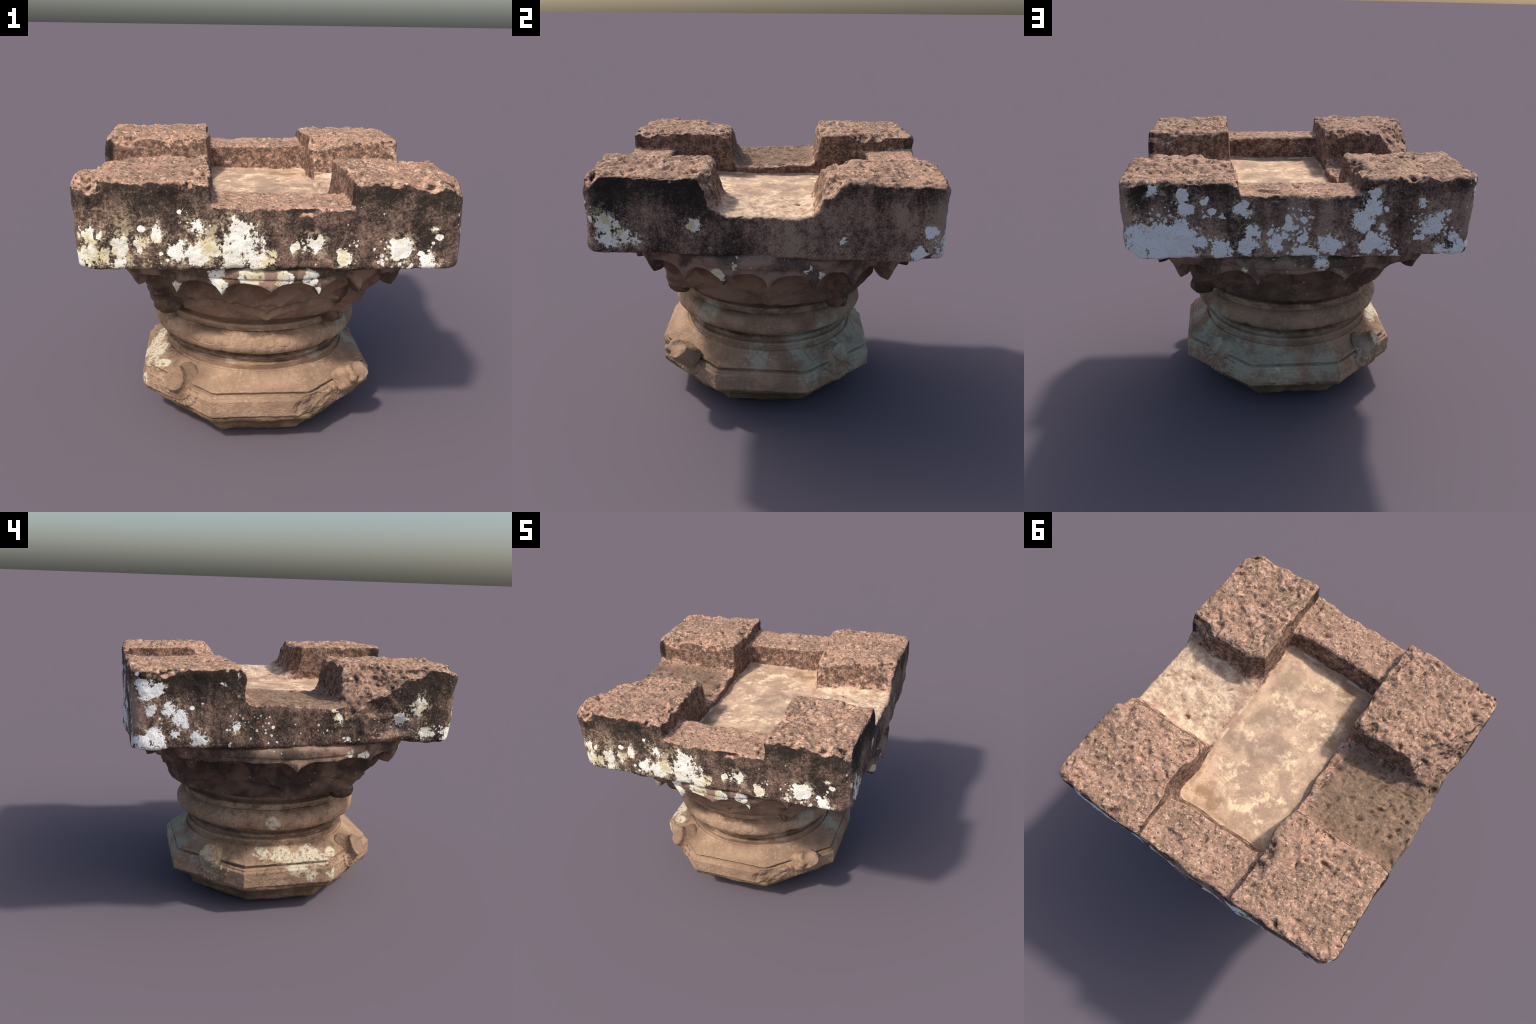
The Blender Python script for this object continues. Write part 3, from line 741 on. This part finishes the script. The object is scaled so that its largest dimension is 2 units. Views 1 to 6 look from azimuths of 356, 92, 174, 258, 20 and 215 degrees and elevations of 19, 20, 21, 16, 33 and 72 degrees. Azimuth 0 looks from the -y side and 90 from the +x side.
        # three broken stretches
        for a0, w, dp in ((43, 4, 0.010), (150, 3.0, 0.012), (-112, 5, 0.008), (-22, 3, 0.006)):
            d -= dp * gauss(wrap(deg - a0 - 6 * (z - 0.6) / 0.08 * 0.2), w) * sstep(0.66, 0.60, z)
        # thin crack
        d -= 0.006 * gauss(wrap(deg - 117 - 60 * (z - 0.6)), 0.5)
        return v + n * d[:, None]
    loft("torus_moulding", prof, 1100, parent, mat, outline, scales, centre=(CX, CY + 0.013), tilt=0.7)
    prof = dense([(0.50, 0.66, 0), (0.560, 0.683, 0), (0.578, 0.685, 0), (0.585, 0.690, 0), (0.583, 0.722, 0), (0.579, 0.7265, 0), (0.566, 0.728, 0),
                  (0.545, 0.730, 0), (0.522, 0.735, 0), (0.510, 0.76, 0), (0.505, 0.80, 0), (0.50, 0.87, 0)], 0.006)
    def worn(v, n, q):
        deg = tdeg(v)
        d = 0.0022 * fbm(v, 9, 3, 81) + 0.0008 * fbm(v, 50, 2, 84)
        d -= 0.012 * gauss(wrap(deg + 75), 16) * (0.5 + 0.5 * fbm(v, 18, 2, 86)) * sstep(0.735, 0.70, v[:, 2])
        return v + n * d[:, None]
    loft("neck_ring", prof, 720, parent, mat, outline, worn, centre=(CX, CY + 0.013))
    return plinth

def blob_mesh(name, F, lo, hi, h, parent, mat, rough=(0.004, 18, 0.0015, 60), seed=0, tilt=True):
    lo = np.array(lo, float); hi = np.array(hi, float)
    nx, ny, nz = np.ceil((hi - lo) / h).astype(int) + 1
    X = (lo[0] + h * np.arange(nx))[:, None, None]; Y = (lo[1] + h * np.arange(ny))[None, :, None]; Z = (lo[2] + h * np.arange(nz))[None, None, :]
    v, q = surface_nets(F(X, Y, Z) + 0 * X + 0 * Y + 0 * Z, lo, h)
    v = smooth_mesh(v, q, 2)
    n = vertex_normals(v, q)
    v = v + n * (rough[0] * fbm(v, rough[1], 3, seed) + rough[2] * fbm(v, rough[3], 2, seed + 5))[:, None]
    return add_object(name, mesh_from(name, lean(v) if tilt else v, q), parent, mat)

def build_spurs(plinth, mat):
    """stumps of the corner spurs: each is a short thick stalk snapped off across"""
    def stalk(name, face, ax, length, r, seed, elong=(1, 1), extra=None, power=2.0, flare=0.55, root=0.06):
        ax = np.array(ax, float); ax /= np.linalg.norm(ax)
        up = np.array([0, 0, 1.0]); e1 = np.cross(ax, up); e1 /= np.linalg.norm(e1); e2 = np.cross(e1, ax)
        face = np.array(face)
        def F(X, Y, Z):
            dx, dy, dz = X - face[0], Y - face[1], Z - face[2]
            t = dx * ax[0] + dy * ax[1] + dz * ax[2]
            u = (dx * e1[0] + dy * e1[1] + dz * e1[2]) / elong[0]
            w = (dx * e2[0] + dy * e2[1] + dz * e2[2]) / elong[1]
            rad = (np.abs(u) ** power + np.abs(w) ** power) ** (1 / power) - r - flare * r * sstep(-0.03, -length - 0.04, t) + 0.005 * np.sin(3 * np.arctan2(w, u) + seed)
            f = smax(smax(rad, t, 0.006), -t - length - root, 0.01)
            if extra:
                f = extra(f, t, u, w)
            return f
        lo = face - 0.21; hi = face + 0.21
        return blob_mesh(name, F, lo, hi, 0.0045, plinth, mat, (0.003, 22, 0.001, 70), seed, tilt=False)
    stalk("spur_stump", (-0.526, -0.573, 0.394), (-0.60, -0.57, 0.56), 0.07, 0.071, 1, (1, 1.06))
    # south-east: a larger ragged stump with a knob at one corner and a notch beside it
    def ragged(f, t, u, w):
        knob = np.sqrt((t + 0.010) ** 2 + (u - 0.060) ** 2 + (w + 0.022) ** 2) - 0.022
        f = smin(f, knob, 0.015)
        notch = np.sqrt((t - 0.0) ** 2 + (u - 0.030) ** 2 + (w + 0.048) ** 2) - 0.018
        f = smax(f, -notch, 0.008)
        pl = 0.86 * (t + 0.55 * w) - 0.10 * u + 0.30 * np.maximum(-w - 0.02, 0) + 0.006 * np.sin(u * 60 + w * 40) - 0.002
        return smax(f, pl, 0.004)
    stalk("spur_stump", (0.572, -0.594, 0.432), (0.54, -0.57, 0.62), 0.07, 0.060, 2.3, (1.22, 0.95), ragged, 4.0, 0.25, 0.08)
    def battered(f, t, u, w):
        return smax(f, t + 0.25 * u + 0.010 * np.sin(u * 70 + 1) + 0.008 * np.sin(w * 90), 0.01)
    stalk("spur_stump", (0.498, 0.474, 0.396), (0.62, 0.50, 0.60), 0.06, 0.054, 4.1, (1.0, 1.1), battered)
    stalk("spur_stump", (-0.578, 0.474, 0.412), (-0.74, 0.34, 0.58), 0.08, 0.057, 5.2, (0.95, 1.05))

# ------------------------------------------------------------------ bell and lip of the capital
CROCKETS = [-45.0, 45.0, 135.0, -135.0]

def build_bell(parent, mat, mat_dark):
    prof = dense([(0.48, 0.88, 0), (0.56, 0.845, 0), (0.612, 0.820, 0), (0.645, 0.810, 0), (0.660, 0.812, 0), (0.678, 0.822, 0), (0.696, 0.850, 0), (0.710, 0.885, 0),
                  (0.724, 0.925, 0), (0.742, 0.970, 0), (0.766, 1.010, 0), (0.794, 1.050, 0), (0.830, 1.090, 0), (0.875, 1.13, 0), (0.93, 1.17, 0)], 0.007)
    def leaves(v, n, q):
        deg = tdeg(v, CAP); z = v[:, 2]
        u = wrap((deg + 45) % 90 - 45)                    # around the middle of each side
        au = np.abs(u)
        west = gauss(wrap(deg + 95), 40)
        w = (au - 20) / 19.0
        zb = 0.902 - 0.075 * w ** 2                       # upper edge of the two lower leaves
        low = sstep(zb + 0.004, zb - 0.014, z) * sstep(0.806, 0.822, z)
        d = 0.020 * low * (1 - 0.4 * w ** 2)
        d += 0.013 * gauss(z - zb, 0.008) * (au < 42)
        d -= 0.010 * gauss(z - zb - 0.02, 0.014) * (au < 42)
        # stem in the middle and veins that fan out from it
        d += 0.012 * gauss(u, 1.6) * sstep(0.79, 0.83, z) * sstep(0.93, 0.88, z)
        d += 0.010 * gauss(au - 1.5 - 90 * (z - 0.87), 1.6) * sstep(0.865, 0.89, z) * sstep(1.0, 0.95, z)
        # ribs below the cusps of the lip and hollows between
        rib = 0.5 + 0.5 * np.cos(np.radians(deg) * 24)
        d += (0.060 * rib ** 3 * sstep(1.125, 1.07, z) - 0.008) * sstep(0.93, 1.05, z)
        # a ring of rounded petals: their lower edges hang in swags from knobs below the cusps
        sw = ((deg % 15) - 7.5) / 7.5
        zs = 0.905 + 0.024 * sw ** 2
        d += 0.016 * sstep(zs - 0.004, zs + 0.010, z) * (1 - 0.7 * np.abs(sw) ** 3) * sstep(1.02, 0.95, z)
        d += 0.009 * gauss(z - zs, 0.008)
        d += 0.020 * gauss((1 - np.abs(sw)) * 7.5, 1.5) * gauss(z - 0.925, 0.016)
        # crocket ridges on the diagonals
        for k, c in enumerate(CROCKETS):
            a = np.abs(wrap(deg - c + 9 * sstep(1.02, 0.83, z)))
            full = 1.0 if k != 3 else 0.5
            d += full * (0.075 - 0.03 * sstep(0.9, 1.05, z)) * gauss(a, 6.5) * sstep(0.80, 0.87, z) * sstep(1.16, 1.05, z)
            d += full * 0.015 * gauss(a - 10, 2.5) * sstep(0.80, 0.86, z) * sstep(1.0, 0.9, z)
        d += 0.005 * fbm(v, 9, 3, 91) + 0.0012 * fbm(v, 50, 2, 94)
        return v + n * d[:, None]
    bell, _, _ = loft("bell", prof, 900, parent, mat, outline, leaves, centre=(CAP[0], CAP[1] - 0.032))
    # curled crocket tips, three survive
    def claw(c, rr, zz, wide, depth, seed):
        a = math.radians(c); ax = np.array([math.sin(a), -math.cos(a)]); tn = np.array([math.cos(a), math.sin(a)])
        ctr = np.array([CAP[0] + ax[0] * rr, CAP[1] + ax[1] * rr, zz])
        def F(X, Y, Z):
            o = (X - ctr[0]) * ax[0] + (Y - ctr[1]) * ax[1]
            t = (X - ctr[0]) * tn[0] + (Y - ctr[1]) * tn[1]
            w = Z - ctr[2]
            f = (np.sqrt((o / depth) ** 2 + (t / wide) ** 2 + (w / 0.055) ** 2) - 1) * 0.05
            # the stalk that lies back against the bell
            ww = w - 0.09; oo = o - 0.45 * (w - 0.04)
            g_ = (np.sqrt((oo / 0.045) ** 2 + (t / (0.045 + 0.1 * np.maximum(w, 0))) ** 2 + (ww / 0.15) ** 2) - 1) * 0.045
            f = smin(f, g_, 0.03)
            f = f + 0.006 * np.cos(t * 150) * sstep(0.04, -0.01, w)
            return f
        blob_mesh("crocket", F, ctr - [0.24, 0.24, 0.09], ctr + [0.24, 0.24, 0.28], 0.006, bell, mat_dark, (0.006, 14, 0.0015, 50), seed, tilt=False)
    claw(-52, 0.700, 0.815, 0.080, 0.080, 3)
    claw(33, 0.710, 0.812, 0.052, 0.065, 8)
    claw(125, 0.700, 0.812, 0.066, 0.076, 14)
    return bell

CUSP = {0: 0.70, 180: 0.06, 195: 0.85, 240: 0.12, 255: 0.12, 285: 0.2, 300: 0.45, 225: 0.7, 210: 0.5}

def build_lip(parent, mat):
    P = [("r", .60), ("a", 0)]
    n_under = 14
    def amp(th):
        deg = np.degrees(th) % 360
        k = np.round(deg / 15) * 15 % 360
        return np.vectorize(lambda x: CUSP.get(int(x), 1.0))(k), deg
    # outer band, cusped edge, hollow underside; t runs along the section
    sec = [("fix", 0.82, 1.225), ("fix", 0.940, 1.220), ("fix", 0.945, 1.204), ("fix", 0.957, 1.196), ("fix", 0.970, 1.192), ("fix", 0.975, 1.187), ("fix", 0.976, 1.168),
           ("fix", 0.974, 1.148), ("fix", 0.971, 1.142), ("fix", 0.964, 1.139)]
    sec += [("edge", t, 0) for t in np.linspace(0.05, 1, 12)]
    sec += [("in", t, 0) for t in np.linspace(0.04, 1, 16)]
    def shape(th, p):
        A, deg = amp(th)
        s = (deg % 15 - 7.5) / 7.5
        corner = np.abs(wrap((deg + 45) % 90)) ; corner = np.minimum(corner, 90 - corner)   # 0 on the diagonals
        tip = 1.062 - 0.030 * gauss(corner, 22) - 0.006 * np.sin(deg * 0.9) - 0.010 - 0.024 * np.maximum(np.sin(th), 0) - 0.014 * np.maximum(-np.cos(th), 0)
        arch = 1.116 + 0.004 * np.sin(deg * 0.31) - 0.006 * gauss(corner, 20)
        cn = gauss(corner, 6)
        prof = 1 - np.minimum(1, (1.10 + 0.25 * cn) * (1 - (1 - np.abs(s) ** (2.3 + 2.2 * cn)) ** (0.62 - 0.08 * cn)))
        zl = arch + (tip - arch) * A * (1 - prof)
        wob = 0.004 * np.sin(5 * th + 1) + 0.003 * np.sin(11 * th) + 0.052 * gauss(corner, 9) + 0.016 * np.sin(th) ** 2
        if p[0] == "fix":
            return p[1] + wob, p[2] + 0 * th
        if p[0] == "edge":
            t = p[1]
            zz = 1.139 + (zl - 1.139) * t
            # cusps swing a little outward and swell
            sw = (1 - prof) * A
            return 0.963 + wob + sw * (0.014 * np.sin(t * np.pi) + (-0.004 - 0.040 * gauss(corner, 8)) * t), zz
        t = p[1]
        a = t * np.pi / 2
        sw = (1 - prof) * A
        r0 = 0.963 + wob + sw * (-0.004 - 0.040 * gauss(corner, 8))
        depth = 0.155
        zz = zl + (-0.006 * np.sin(min(t * 6, np.pi))) * (t < 0.5) + (1.17 - zl) * (1 - np.cos(a)) * (0.75)
        return r0 - depth * np.sin(a * 0.98) ** (1.0), zz
    def rough(v, n, q):
        d = 0.004 * fbm(v, 9, 3, 101) + 0.0016 * fbm(v, 45, 3, 104)
        return v + n * d[:, None]
    ob, v, q = loft("scalloped_lip", sec, 1920, parent, mat, shape, rough, cap=False, centre=CAP, tilt=0.5)
    return ob

def main():
    root = bpy.data.objects.new("stone_column_capital", None)
    bpy.context.scene.collection.objects.link(root)
    root["label"] = "weathered carved stone column capital on octagonal base with block top"
    root["category"] = "stone capital"
    m_slab = slab_material(); m_floor = floor_material()
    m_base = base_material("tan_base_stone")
    m_low = base_material("lower_bed_stone", (0.62, 0.62, 0.56), green=0.3, dark=0.4, lich=0)
    m_bell = bell_material("brown_bell_stone"); m_dark = bell_material("dark_crocket_stone", 0.7)
    m_lip = lip_material()
    build_slab(root, m_slab, m_floor)
    build_lip(root, m_lip)
    build_bell(root, m_bell, m_dark)
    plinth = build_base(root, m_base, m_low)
    build_spurs(plinth, m_base)

main()
